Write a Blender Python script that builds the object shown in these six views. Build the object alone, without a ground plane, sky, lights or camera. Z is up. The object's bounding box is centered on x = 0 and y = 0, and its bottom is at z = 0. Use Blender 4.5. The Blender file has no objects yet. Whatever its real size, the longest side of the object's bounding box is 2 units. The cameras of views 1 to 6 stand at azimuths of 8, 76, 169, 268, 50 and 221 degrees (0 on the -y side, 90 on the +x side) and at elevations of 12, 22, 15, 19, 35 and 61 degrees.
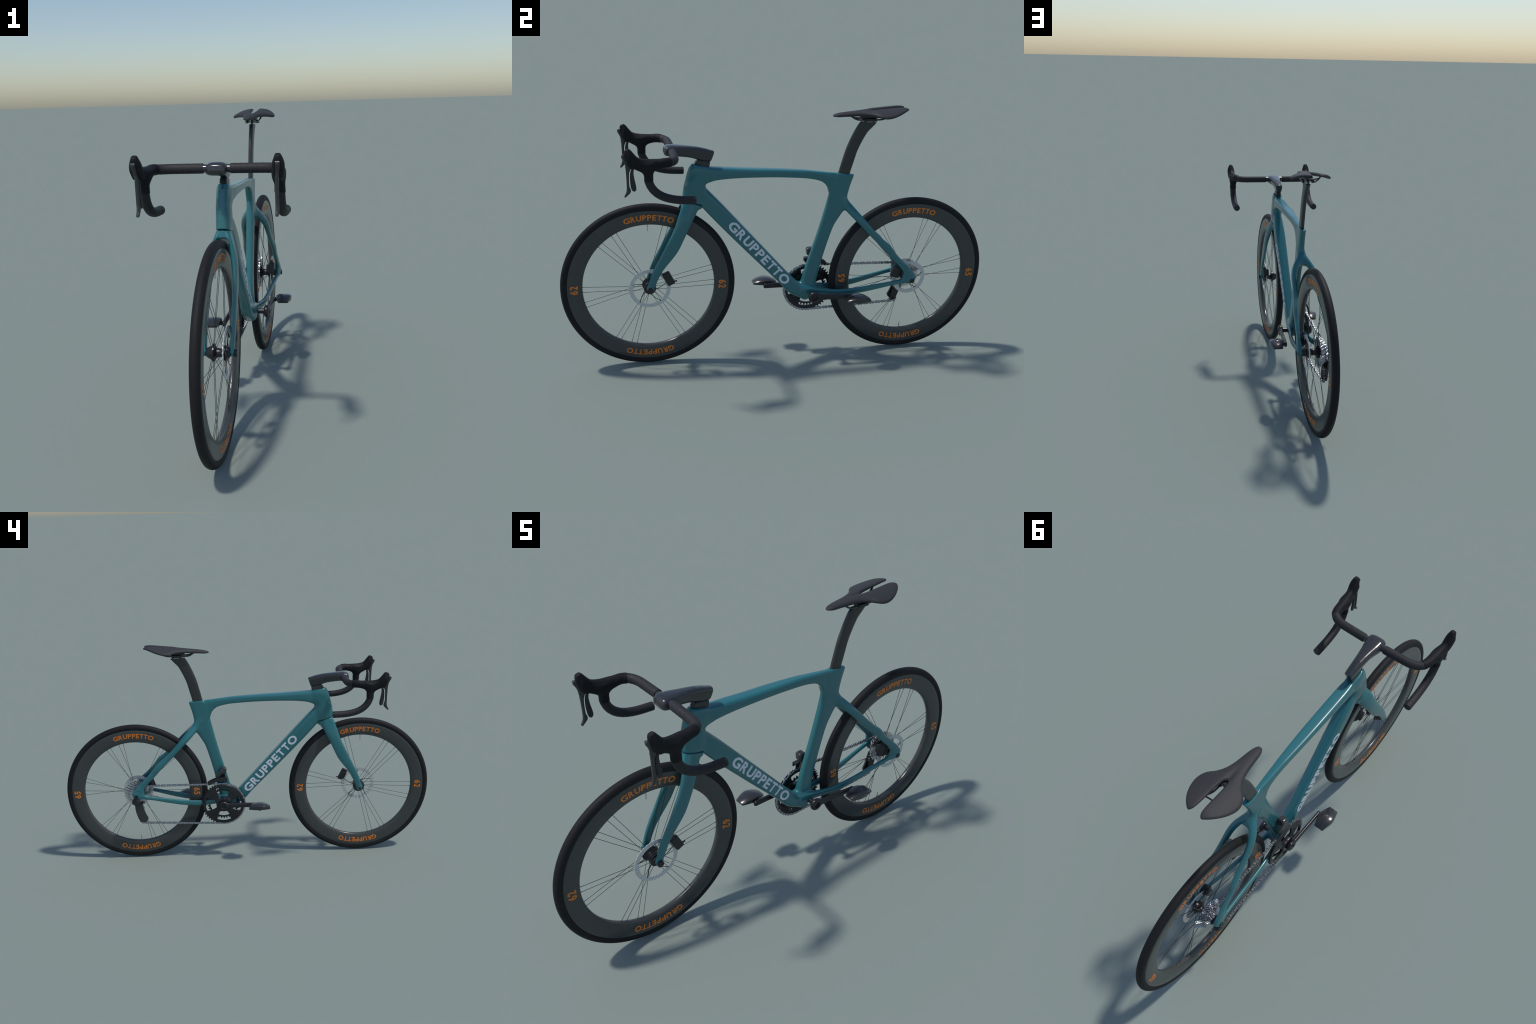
import bpy, bmesh, math
import numpy as np
from mathutils import Vector, Matrix

# =====================================================================
#  Road racing bicycle.  y runs from front (-) to rear (+), x across,
#  drive side at -x.  Wheels: radius 0.387, axles at y = -0.613 / +0.613.
# =====================================================================
R_WHEEL = 0.387
AXLE_Y = 0.613
CRANK = (0.14, 0.32)              # y, z of the bottom bracket axis
SCENE = bpy.context.scene


# ------------------------------------------------------------- materials
def material(name, color, rough=0.4, metal=0.0, coat=0.0, coat_rough=0.1, grain=0.06,
             grain_scale=90.0, bump=0.0, bump_scale=400.0, spec=0.5):
    m = bpy.data.materials.new(name)
    m.use_nodes = True
    nt = m.node_tree
    p = nt.nodes["Principled BSDF"]
    tc = nt.nodes.new("ShaderNodeTexCoord")
    nz = nt.nodes.new("ShaderNodeTexNoise")
    nz.inputs["Scale"].default_value = grain_scale
    nz.inputs["Detail"].default_value = 4
    nt.links.new(tc.outputs["Object"], nz.inputs["Vector"])
    ramp = nt.nodes.new("ShaderNodeValToRGB")
    ramp.color_ramp.elements[0].position = 0.3
    ramp.color_ramp.elements[1].position = 0.7
    ramp.color_ramp.elements[0].color = tuple(c * (1 - grain) for c in color) + (1,)
    ramp.color_ramp.elements[1].color = tuple(min(1, c * (1 + grain)) for c in color) + (1,)
    nt.links.new(nz.outputs["Fac"], ramp.inputs["Fac"])
    nt.links.new(ramp.outputs["Color"], p.inputs["Base Color"])
    p.inputs["Roughness"].default_value = rough
    p.inputs["Metallic"].default_value = metal
    p.inputs["Coat Weight"].default_value = coat
    p.inputs["Coat Roughness"].default_value = coat_rough
    p.inputs["Specular IOR Level"].default_value = spec
    if bump:
        nb = nt.nodes.new("ShaderNodeTexNoise")
        nb.inputs["Scale"].default_value = bump_scale
        nt.links.new(tc.outputs["Object"], nb.inputs["Vector"])
        bn = nt.nodes.new("ShaderNodeBump")
        bn.inputs["Strength"].default_value = bump
        bn.inputs["Distance"].default_value = 0.001
        nt.links.new(nb.outputs["Fac"], bn.inputs["Height"])
        nt.links.new(bn.outputs["Normal"], p.inputs["Normal"])
    return m


TEAL = material("teal_paint", (0.025, 0.155, 0.174), rough=0.28, coat=0.35, coat_rough=0.08, grain=0.02, grain_scale=30)
WHITE = material("pale_lettering", (0.66, 0.70, 0.75), rough=0.3, grain=0.02)
ORANGE = material("orange_lettering", (0.74, 0.20, 0.018), rough=0.35, grain=0.03)
RIM = material("dark_carbon_rim", (0.054, 0.057, 0.055), rough=0.24, grain=0.05, grain_scale=40)
GLOSS = material("dark_gloss", (0.030, 0.031, 0.033), rough=0.20, coat=0.3, grain=0.04)
CARBON = material("satin_carbon", (0.036, 0.037, 0.036), rough=0.28, grain=0.05)
RUBBER = material("tyre_rubber", (0.015, 0.015, 0.016), rough=0.62, grain=0.08, bump=0.15, bump_scale=900, spec=0.2)
TAPE = material("bar_tape", (0.027, 0.026, 0.028), rough=0.60, grain=0.1, bump=0.25, bump_scale=700, spec=0.3)
HOOD = material("hood_rubber", (0.011, 0.011, 0.012), rough=0.60, grain=0.08, bump=0.15, bump_scale=900, spec=0.2)
SADDLE = material("saddle_cover", (0.038, 0.0375, 0.040), rough=0.60, grain=0.05, bump=0.12, bump_scale=900, spec=0.3)
STEEL = material("bright_steel", (0.62, 0.63, 0.65), rough=0.24, metal=1.0, grain=0.05)
CHAIN = material("chain_steel", (0.38, 0.39, 0.42), rough=0.36, metal=1.0, grain=0.05)
ROTOR = material("brushed_rotor_steel", (0.62, 0.63, 0.61), rough=0.48, metal=0.25, grain=0.06)
DARKMETAL = material("black_anodised_metal", (0.022, 0.022, 0.026), rough=0.30, metal=0.25, grain=0.05)
PLASTIC = material("black_plastic", (0.016, 0.017, 0.018), rough=0.45, grain=0.05)
SPOKE = material("black_spoke", (0.012, 0.012, 0.013), rough=0.4, grain=0.03)


# ------------------------------------------------------------- object helpers
def empty(name, parent=None, loc=(0, 0, 0)):
    o = bpy.data.objects.new(name, None)
    SCENE.collection.objects.link(o)
    o.empty_display_size = 0.05
    o.location = loc
    if parent:
        o.parent = parent
    return o


def add(name, verts, faces, mat, parent, smooth=35.0):
    me = bpy.data.meshes.new(name)
    me.from_pydata([tuple(v) for v in verts], [], [tuple(f) for f in faces])
    me.update()
    return link(name, me, mat, parent, smooth)


def link(name, me, mat, parent, smooth=35.0):
    if mat is not None and not me.materials:
        me.materials.append(mat)
    bm = bmesh.new()
    bm.from_mesh(me)
    bmesh.ops.recalc_face_normals(bm, faces=bm.faces)
    bm.to_mesh(me)
    bm.free()
    if smooth:
        me.shade_smooth()
        if smooth < 180:
            me.set_sharp_from_angle(angle=math.radians(smooth))
    o = bpy.data.objects.new(name, me)
    SCENE.collection.objects.link(o)
    o.parent = parent
    return o


def merge(parts):
    """join [(verts, faces), ...] into one."""
    V, F = [], []
    for v, f in parts:
        k = len(V)
        V += [tuple(p) for p in v]
        F += [tuple(i + k for i in q) for q in f]
    return V, F


def spline(pts, n):
    """Catmull-Rom resampling of rows of numbers (centripetal-ish, by chord)."""
    P = np.asarray(pts, float)
    if len(P) == 2:
        t = np.linspace(0, 1, n)[:, None]
        return P[0] * (1 - t) + P[1] * t
    d = np.r_[0, np.cumsum(np.maximum(np.linalg.norm(np.diff(P[:, :3], axis=0), axis=1), 1e-6))]
    m = np.zeros_like(P)
    for i in range(len(P)):
        a, b = max(i - 1, 0), min(i + 1, len(P) - 1)
        m[i] = (P[b] - P[a]) / (d[b] - d[a])
    out = []
    for s in np.linspace(0, d[-1], n):
        i = min(np.searchsorted(d, s, side="right") - 1, len(P) - 2)
        h = d[i + 1] - d[i]
        u = (s - d[i]) / h
        out.append((2 * u**3 - 3 * u**2 + 1) * P[i] + (u**3 - 2 * u**2 + u) * h * m[i]
                   + (-2 * u**3 + 3 * u**2) * P[i + 1] + (u**3 - u**2) * h * m[i + 1])
    return np.array(out)


def rings_to_mesh(rings, cap=True, close=False):
    n = len(rings[0])
    V = [tuple(p) for r in rings for p in r]
    F = []
    for i in range(len(rings) - (0 if close else 1)):
        a, b = i * n, ((i + 1) % len(rings)) * n
        for j in range(n):
            k = (j + 1) % n
            F.append((a + j, a + k, b + k, b + j))
    if cap and not close:
        F.append(tuple(range(n))[::-1])
        F.append(tuple(range((len(rings) - 1) * n, len(rings) * n)))
    return V, F


def sweep(path, radius, sides=20, cap=True, round_end=False):
    """round tube along a 3D path; radius is a number or a list."""
    P = np.asarray(path, float)
    r = np.full(len(P), radius) if np.isscalar(radius) else np.asarray(radius, float)
    T = np.gradient(P, axis=0)
    T /= np.linalg.norm(T, axis=1)[:, None]
    up = np.array([0.0, 0, 1]) if abs(T[0][2]) < 0.9 else np.array([1.0, 0, 0])
    N = np.cross(T[0], up)
    N /= np.linalg.norm(N)
    rings = []
    for i in range(len(P)):
        N = N - T[i] * (N @ T[i])
        N /= np.linalg.norm(N)
        B = np.cross(T[i], N)
        a = np.linspace(0, 2 * np.pi, sides, endpoint=False)[:, None]
        rings.append(P[i] + r[i] * (np.cos(a) * N + np.sin(a) * B))
    if round_end:
        for e, s in ((0, -1), (len(P) - 1, 1)):
            base, c = rings[e] if e == 0 else rings[-1], P[e]
            for k in (0.5, 0.85):
                ring = c + (base - c) * math.sqrt(1 - k * k) + s * T[e] * r[e] * k * 0.6
                rings = [ring] + rings if e == 0 else rings + [ring]
    return rings_to_mesh(rings, cap)


def lathe_x(profile, cy, cz, sides=48, cap=True):
    """profile of (x, radius) turned round the x direction through (cy, cz)."""
    a = np.linspace(0, 2 * np.pi, sides, endpoint=False)
    rings = [[(x, cy + r * math.cos(t), cz + r * math.sin(t)) for t in a] for x, r in profile]
    return rings_to_mesh(rings, cap)


def ring_x(section, cy, cz, sides=180):
    """closed section of (x, radius) turned round x: rim, tyre, rotor."""
    a = np.linspace(0, 2 * np.pi, sides, endpoint=False)
    rings = [[(x, cy + r * math.cos(t), cz + r * math.sin(t)) for x, r in section] for t in a]
    return rings_to_mesh(rings, close=True)


def plate(outline, x0, x1):
    """polygon of (y, z) given a thickness in x."""
    n = len(outline)
    V = [(x0, y, z) for y, z in outline] + [(x1, y, z) for y, z in outline]
    F = [tuple(range(n))[::-1], tuple(range(n, 2 * n))]
    F += [(i, (i + 1) % n, n + (i + 1) % n, n + i) for i in range(n)]
    return V, F


def bevelled(obj, width, segments=3):
    b = obj.modifiers.new("edge", "BEVEL")
    b.width = width
    b.segments = segments
    b.limit_method = 'ANGLE'
    b.angle_limit = math.radians(35)
    return obj


def rounded_box(center, size, tilt=0.0):
    """box tilted about x."""
    cx, cy, cz = center
    c, s = math.cos(tilt), math.sin(tilt)
    V = []
    for dx in (-1, 1):
        for dy, dz in ((-1, -1), (1, -1), (1, 1), (-1, 1)):
            y, z = dy * size[1] / 2, dz * size[2] / 2
            V.append((cx + dx * size[0] / 2, cy + c * y - s * z, cz + s * y + c * z))
    F = [(0, 1, 2, 3), (7, 6, 5, 4)] + [(i, 4 + i, 4 + (i + 1) % 4, (i + 1) % 4) for i in range(4)]
    return V, F


# ------------------------------------------------------------- implicit bodies
class Tube:
    """superelliptic tube along a chord in the y-z plane.
    stations: (y, z, half depth in plane, x centre, half width, exponent)."""

    def __init__(self, stations, mirror=False, ends=(True, True)):
        S = np.asarray(stations, float)
        a, b = S[0, :2], S[-1, :2]
        self.a = a
        self.d = (b - a) / np.linalg.norm(b - a)
        self.n = np.array([-self.d[1], self.d[0]])
        t = (S[:, :2] - a) @ self.d
        off = (S[:, :2] - a) @ self.n
        tab = np.c_[t, off, S[:, 2:]]
        q = spline(np.c_[t, t * 0, t * 0, tab[:, 1:]], 90)
        self.t = q[:, 0]
        self.tab = q[:, 3:]
        self.mirror = mirror
        self.ends = ends

    def __call__(self, x, y, z):
        if self.mirror:
            x = np.abs(x)
        py, pz = y - self.a[0], z - self.a[1]
        t = py * self.d[0] + pz * self.d[1]
        n = py * self.n[0] + pz * self.n[1]
        off, A, xc, B, p = (np.interp(t, self.t, self.tab[:, i]) for i in range(5))
        u, v = np.abs(n - off) / A + 1e-9, np.abs(x - xc) / B + 1e-9
        q = (u**p + v**p) ** (1 / p)
        g = np.hypot((u / q) ** (p - 1) / A, (v / q) ** (p - 1) / B)
        f = (q - 1) / np.maximum(g, 1 / np.maximum(A, B))
        if self.ends[0]:
            f = np.maximum(f, self.t[0] - t)
        if self.ends[1]:
            f = np.maximum(f, t - self.t[-1])
        return f


class Ellipsoid:
    def __init__(self, c, r, p=2.0, mirror=False):
        self.c, self.r, self.p, self.mirror = c, r, p, mirror

    def __call__(self, x, y, z):
        if self.mirror:
            x = np.abs(x)
        u = [np.abs(v - c) / r + 1e-9 for v, c, r in zip((x, y, z), self.c, self.r)]
        p = self.p
        q = (u[0]**p + u[1]**p + u[2]**p) ** (1 / p)
        g = np.sqrt(sum(((w / q) ** (p - 1) / r) ** 2 for w, r in zip(u, self.r)))
        return (q - 1) / np.maximum(g, 1 / max(self.r))


def smin(a, b, k):
    h = np.clip(0.5 + 0.5 * (b - a) / k, 0, 1)
    return b * (1 - h) + a * h - k * h * (1 - h)


def smax(a, b, k):
    return -smin(-a, -b, k)


def surface_nets(func, lo, hi, h, symmetric=False, relax=2):
    """polygonise func(x, y, z) = 0."""
    lo, hi = np.array(lo, float), np.array(hi, float)
    if symmetric:
        nx = int(math.ceil(hi[0] / h))
        xs = np.arange(0, nx + 1) * h
    else:
        xs = np.arange(lo[0], hi[0] + h, h)
    ys = np.arange(lo[1], hi[1] + h, h)
    zs = np.arange(lo[2], hi[2] + h, h)
    f = np.empty((len(xs), len(ys), len(zs)))
    Y, Z = np.meshgrid(ys, zs, indexing="ij")
    for i, xv in enumerate(xs):
        f[i] = func(np.full_like(Y, xv), Y, Z)
    if symmetric:
        f = np.concatenate([f[:0:-1], f], 0)
        lo[0] = -xs[-1]
    s = f < 0
    sh = np.array(f.shape) - 1
    acc = np.zeros(tuple(sh) + (3,))
    cnt = np.zeros(tuple(sh))
    for ax in range(3):
        o = [a for a in range(3) if a != ax]
        lo_s, hi_s = [slice(None)] * 3, [slice(None)] * 3
        lo_s[ax], hi_s[ax] = slice(0, -1), slice(1, None)
        f0, f1 = f[tuple(lo_s)], f[tuple(hi_s)]
        cross = (f0 < 0) != (f1 < 0)
        t = np.where(cross, f0 / np.where(cross, f0 - f1, 1), 0)
        for d0 in (0, 1):
            for d1 in (0, 1):
                sl = [slice(None)] * 3
                sl[o[0]] = slice(d0, d0 + sh[o[0]])
                sl[o[1]] = slice(d1, d1 + sh[o[1]])
                c = cross[tuple(sl)]
                cnt += c
                acc[..., ax] += np.where(c, t[tuple(sl)], 0)
                acc[..., o[0]] += c * d0
                acc[..., o[1]] += c * d1
    mask = cnt > 0
    idx = -np.ones(tuple(sh), int)
    idx[mask] = np.arange(mask.sum())
    cell = np.argwhere(mask)
    V = lo + h * (cell + acc[mask] / cnt[mask][:, None])
    quads = []
    for ax in range(3):
        o1, o2 = (ax + 1) % 3, (ax + 2) % 3
        a, b = [slice(None)] * 3, [slice(None)] * 3
        a[ax], b[ax] = slice(0, -1), slice(1, None)
        for w in (a, b):
            w[o1] = slice(1, -1)
            w[o2] = slice(1, -1)
        sa, sb = s[tuple(a)], s[tuple(b)]
        e = np.argwhere(sa != sb)
        flip = sa[tuple(e.T)]
        e = e.copy()
        e[:, o1] += 1
        e[:, o2] += 1
        c = []
        for d1, d2 in ((-1, -1), (0, -1), (0, 0), (-1, 0)):
            q = e.copy()
            q[:, o1] += d1
            q[:, o2] += d2
            c.append(idx[tuple(q.T)])
        c = np.stack(c, 1)
        c[~flip] = c[~flip][:, ::-1]
        quads.append(c)
    F = np.concatenate(quads)

    def grad(P, e=h * 0.35):
        g = np.empty_like(P)
        for k in range(3):
            q = P.copy()
            q[:, k] += e
            r = P.copy()
            r[:, k] -= e
            g[:, k] = (func(*q.T) - func(*r.T)) / (2 * e)
        return g

    i0, i1 = np.concatenate([F[:, [0, 1]], F[:, [1, 2]], F[:, [2, 3]], F[:, [3, 0]]]).T
    deg = np.bincount(i0, minlength=len(V)).astype(float)
    for it in range(relax):
        nb = np.stack([np.bincount(i0, V[i1, k], len(V)) for k in range(3)], 1)
        nb = nb / np.maximum(deg, 1)[:, None]
        V = V + 0.5 * (nb - V)
        g = grad(V)
        gg = (g * g).sum(1)
        step = np.clip(func(*V.T) / np.maximum(gg, 0.05), -h, h)
        V = V - g * step[:, None]
    g = grad(V)
    N = g / np.maximum(np.linalg.norm(g, axis=1), 1e-9)[:, None]
    return V, F, N


def implicit_object(name, func, lo, hi, h, mat, parent, symmetric=False, relax=2, smooth=50):
    V, F, N = surface_nets(func, lo, hi, h, symmetric, relax)
    me = bpy.data.meshes.new(name)
    me.from_pydata(V.tolist(), [], F.tolist())
    me.update()
    return link(name, me, mat, parent, smooth)


def implicit_regions(func, regions, lo, hi, h, mat, parent):
    """one smooth body cut by region into parts with shared borders and normals.
    regions: list of (name, field); a face goes to the field that is least there."""
    V, F, N = surface_nets(func, lo, hi, h, True)
    C = V[F].mean(1)
    owner = np.argmin(np.stack([r[1](*C.T) for r in regions]), 0)
    for i, (name, _) in enumerate(regions):
        sel = F[owner == i]
        if not len(sel):
            continue
        used, inv = np.unique(sel, return_inverse=True)
        me = bpy.data.meshes.new(name)
        me.from_pydata(V[used].tolist(), [], inv.reshape(-1, 4).tolist())
        me.materials.append(mat)
        me.update()
        me.shade_smooth()
        me.normals_split_custom_set_from_vertices([tuple(n) for n in N[used]])
        o = bpy.data.objects.new(name, me)
        SCENE.collection.objects.link(o)
        o.parent = parent


# ------------------------------------------------------------- lettering
LETTER_WIDTH = {"G": 0.92, "R": 0.70, "U": 0.76, "P": 0.62, "E": 0.60, "T": 0.64, "O": 0.98, "6": 0.62, "2": 0.58, "5": 0.60}


def glyph_row(text, length, height, bold=0.035, gap=0.12, cut=0.006):
    """flat filled letters: 2D verts and triangles, row 'length' long, 'height' high, centred on x."""
    widths = [LETTER_WIDTH[c] for c in text]
    total = sum(widths) + gap * (len(text) - 1)
    unit = length / total
    V, F, pen = [], [], -length / 2
    for ch, w in zip(text, widths):
        cu = bpy.data.curves.new("glyph", "FONT")
        cu.body = ch
        cu.offset = bold
        cu.resolution_u = 8
        cu.fill_mode = 'FRONT'
        ob = bpy.data.objects.new("glyph", cu)
        SCENE.collection.objects.link(ob)
        dg = bpy.context.evaluated_depsgraph_get()
        me = bpy.data.meshes.new_from_object(ob.evaluated_get(dg))
        bm = bmesh.new()
        bm.from_mesh(me)
        bmesh.ops.remove_doubles(bm, verts=bm.verts, dist=1e-5)
        P = np.array([v.co[:2] for v in bm.verts])
        mn, mx = P.min(0), P.max(0)
        for v in bm.verts:
            v.co.x = pen + (v.co.x - mn[0]) / (mx[0] - mn[0]) * w * unit
            v.co.y = (v.co.y - mn[1]) / (mx[1] - mn[1]) * height
            v.co.z = 0
        bmesh.ops.triangulate(bm, faces=bm.faces)
        for _ in range(4):
            long = [e for e in bm.edges if e.calc_length() > cut]
            if not long:
                break
            bmesh.ops.subdivide_edges(bm, edges=long, cuts=1)
            bmesh.ops.triangulate(bm, faces=bm.faces)
        bm.verts.ensure_lookup_table()
        k = len(V)
        for i, v in enumerate(bm.verts):
            v.index = i
            V.append((v.co.x, v.co.y))
        F += [tuple(v.index + k for v in f.verts) for f in bm.faces]
        bm.free()
        bpy.data.objects.remove(ob)
        bpy.data.curves.remove(cu)
        bpy.data.meshes.remove(me)
        pen += (w + gap) * unit
    return np.array(V), F


def letter_object(name, place, row, mat, parent, lift=0.0006, sink=0.0015):
    """place(u, v) -> (point on surface, outward normal)."""
    V2, F = row
    P, N = place(V2[:, 0], V2[:, 1])
    top, low = P + N * lift, P - N * sink
    n = len(P)
    count = {}
    for f in F:
        for a, b in zip(f, f[1:] + f[:1]):
            count[(a, b)] = 1
    rim = [(a, b) for a, b in count if (b, a) not in count]
    faces = list(F) + [(b, a, a + n, b + n) for a, b in rim]
    me = bpy.data.meshes.new(name)
    me.from_pydata(np.r_[top, low].tolist(), [], faces)
    me.materials.append(mat)
    me.update()
    me.shade_smooth()
    me.set_sharp_from_angle(angle=math.radians(40))
    o = bpy.data.objects.new(name, me)
    SCENE.collection.objects.link(o)
    o.parent = parent
    return o


# =====================================================================
bike = empty("road_bicycle")
bike["label"] = "teal road racing bicycle with deep black rims and drop handlebar"
bike["category"] = "bicycle"

# ===================================================================== FRAME
frame = empty("frame", bike)
D_DIR = np.array([0.681, -0.732])
D_NRM = np.array([0.732, 0.681])

top_tube = Tube([(-0.430, 0.905, 0.014, 0, 0.008, 2.4), (-0.395, 0.902, 0.032, 0, 0.019, 3.0), (-0.36, 0.899, 0.0370, 0, 0.0240, 3.2), (-0.325, 0.9025, 0.0300, 0, 0.0268, 3.5), (-0.27, 0.9045, 0.0248, 0, 0.0275, 3.6),
                 (-0.185, 0.9040, 0.0205, 0, 0.0270, 3.6), (-0.06, 0.9020, 0.0186, 0, 0.0245, 3.6), (0.065, 0.8955, 0.0184, 0, 0.0198, 3.6),
                 (0.115, 0.8895, 0.0188, 0, 0.0178, 3.6), (0.155, 0.8820, 0.0222, 0, 0.0166, 3.6), (0.178, 0.8725, 0.0290, 0, 0.0160, 3.8), (0.190, 0.8635, 0.0370, 0, 0.0156, 4.0), (0.203, 0.8460, 0.0535, 0, 0.0150, 4.0),
                 (0.235, 0.8425, 0.0540, 0, 0.0142, 4.2), (0.265, 0.8475, 0.046, 0, 0.0130, 4.2)])
seat_tube = Tube([(0.118, 0.33, 0.037, 0, 0.024, 2.6), (0.136, 0.42, 0.0345, 0, 0.0172, 3.0), (0.1545, 0.50, 0.0320, 0, 0.0157, 3.2),
                  (0.181, 0.60, 0.0308, 0, 0.0156, 3.2), (0.198, 0.66, 0.0328, 0, 0.0158, 3.2), (0.2155, 0.705, 0.0395, 0, 0.0162, 3.3),
                  (0.2350, 0.755, 0.0480, 0, 0.0165, 3.5), (0.2390, 0.80, 0.0440, 0, 0.0160, 3.8), (0.243, 0.845, 0.0480, 0, 0.0157, 4.0),
                  (0.2590, 0.88, 0.0420, 0, 0.0156, 4.0), (0.2740, 0.905, 0.0340, 0, 0.0154, 4.0), (0.2830, 0.93, 0.030, 0, 0.0154, 4.0)])
down_tube = Tube([(-0.430, 0.8575, 0.014, 0, 0.008, 2.4), (-0.392, 0.8165, 0.033, 0, 0.020, 2.8), (-0.36, 0.7825, 0.0365, 0, 0.0255, 3.2), (-0.30, 0.7185, 0.0375, 0, 0.0285, 3.8), (-0.22, 0.6335, 0.0365, 0, 0.0268, 4.2),
                  (-0.12, 0.5285, 0.0343, 0, 0.0250, 4.2), (0.0, 0.4035, 0.0312, 0, 0.0258, 3.8), (0.055, 0.347, 0.033, 0, 0.0272, 3.2), (0.125, 0.303, 0.026, 0, 0.0255, 2.8)])
head_tube = Tube([(-0.3840, 0.965, 0.028, 0, 0.016, 2.4), (-0.390, 0.946, 0.0315, 0, 0.0185, 2.4), (-0.3955, 0.931, 0.0375, 0, 0.0235, 2.5), (-0.4005, 0.915, 0.0405, 0, 0.0250, 2.5),
                  (-0.4105, 0.874, 0.0430, 0, 0.0262, 2.6), (-0.421, 0.833, 0.0425, 0, 0.0262, 2.6), (-0.429, 0.795, 0.0400, 0, 0.0265, 2.6),
                  (-0.436, 0.76, 0.038, 0, 0.0255, 2.6)])
bracket = Ellipsoid((0, 0.134, 0.3225), (0.0275, 0.039, 0.0335), 3.0)
seat_stay = Tube([(0.225, 0.806, 0.006, 0.0, 0.005, 2.2), (0.262, 0.768, 0.013, 0.004, 0.010, 2.2), (0.292, 0.735, 0.0190, 0.021, 0.0160, 2.2), (0.320, 0.706, 0.0185, 0.040, 0.0155, 2.2), (0.350, 0.676, 0.0175, 0.0510, 0.0135, 2.2),
                  (0.392, 0.632, 0.0165, 0.0560, 0.0115, 2.3), (0.440, 0.586, 0.0160, 0.0605, 0.0115, 2.3), (0.477, 0.5535, 0.0178, 0.0665, 0.0115, 2.4),
                  (0.492, 0.537, 0.0172, 0.0685, 0.0110, 2.4), (0.513, 0.5115, 0.0155, 0.0695, 0.0098, 2.4), (0.553, 0.4715, 0.0150, 0.0720, 0.0090, 2.5), (0.585, 0.4395, 0.0175, 0.0740, 0.0085, 2.6), (0.628, 0.395, 0.0120, 0.0750, 0.0080, 2.6)],
                 mirror=True)
chain_stay = Tube([(0.10, 0.340, 0.014, 0.014, 0.010, 2.4), (0.14, 0.334, 0.0180, 0.021, 0.0115, 2.4), (0.19, 0.331, 0.0165, 0.0305, 0.0100, 2.4), (0.26, 0.3265, 0.0150, 0.0410, 0.0088, 2.6), (0.35, 0.3355, 0.0145, 0.0510, 0.0082, 2.6),
                   (0.44, 0.353, 0.0130, 0.0590, 0.0080, 2.6), (0.52, 0.3705, 0.0100, 0.0670, 0.0080, 2.6), (0.57, 0.380, 0.0105, 0.0720, 0.0080, 2.6), (0.615, 0.388, 0.0125, 0.0750, 0.0080, 2.6)],
                  mirror=True)
dropout = Ellipsoid((0.0750, 0.6095, 0.392), (0.0085, 0.0205, 0.0195), 2.4, mirror=True)
dropout_web = Ellipsoid((0.0735, 0.593, 0.4055), (0.0078, 0.0250, 0.0240), 2.4, mirror=True)


wishbone = Tube([(0.250, 0.780, 0.010, 0, 0.010, 2.2), (0.272, 0.757, 0.0165, 0, 0.0165, 2.4), (0.293, 0.735, 0.0165, 0, 0.024, 2.4), (0.309, 0.718, 0.0105, 0, 0.026, 2.4)])


def stays(x, y, z):
    f = smin(seat_stay(x, y, z), chain_stay(x, y, z), 0.022)
    f = smin(f, dropout_web(x, y, z), 0.016)
    f = smin(f, wishbone(x, y, z), 0.012)
    return smin(f, dropout(x, y, z), 0.010)


def frame_field(x, y, z):
    f = smin(top_tube(x, y, z), head_tube(x, y, z), 0.022)
    f = smin(f, down_tube(x, y, z), 0.024)
    g = smin(seat_tube(x, y, z), bracket(x, y, z), 0.012)
    # wide fillet low down at the bracket, hardly any where top tube and seat tube run into each other
    f = smin(f, g, np.where(z < 0.6, 0.020, 0.003))
    f = smin(f, stays(x, y, z), 0.016)
    # flat top of the seat cluster and of the head tube collar
    f = smax(f, z - np.interp(y, [-0.5, -0.43, -0.35, -0.20, 0.10, 0.24, 0.32], [0.960, 0.9485, 0.9335, 0.9285, 0.914, 0.8965, 0.8885]), 0.005)
    # seat tube socket behind which nothing sticks out; step for the fork crown
    split = np.interp(y, [-0.47, -0.391], [0.7915, 0.768])
    f = smax(f, -np.maximum(z - split, y + 0.3865), 0.003)
    return f


FRAME_PARTS = [("top_tube", top_tube), ("seat_tube", seat_tube), ("down_tube", down_tube), ("head_tube", head_tube),
               ("bottom_bracket_shell", bracket),
               ("seat_stay", lambda x, y, z: np.where(x > 0, smin(seat_stay(x, y, z), dropout(x, y, z), 0.012), 9)), ("seat_stay", lambda x, y, z: np.where(x <= 0, smin(seat_stay(x, y, z), dropout(x, y, z), 0.012), 9)),
               ("chain_stay", lambda x, y, z: np.where(x > 0, chain_stay(x, y, z), 9)), ("chain_stay", lambda x, y, z: np.where(x <= 0, chain_stay(x, y, z), 9))]
implicit_regions(frame_field, FRAME_PARTS, (-0.1, -0.485, 0.275), (0.098, 0.645, 0.968), 0.0026, TEAL, frame)


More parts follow.
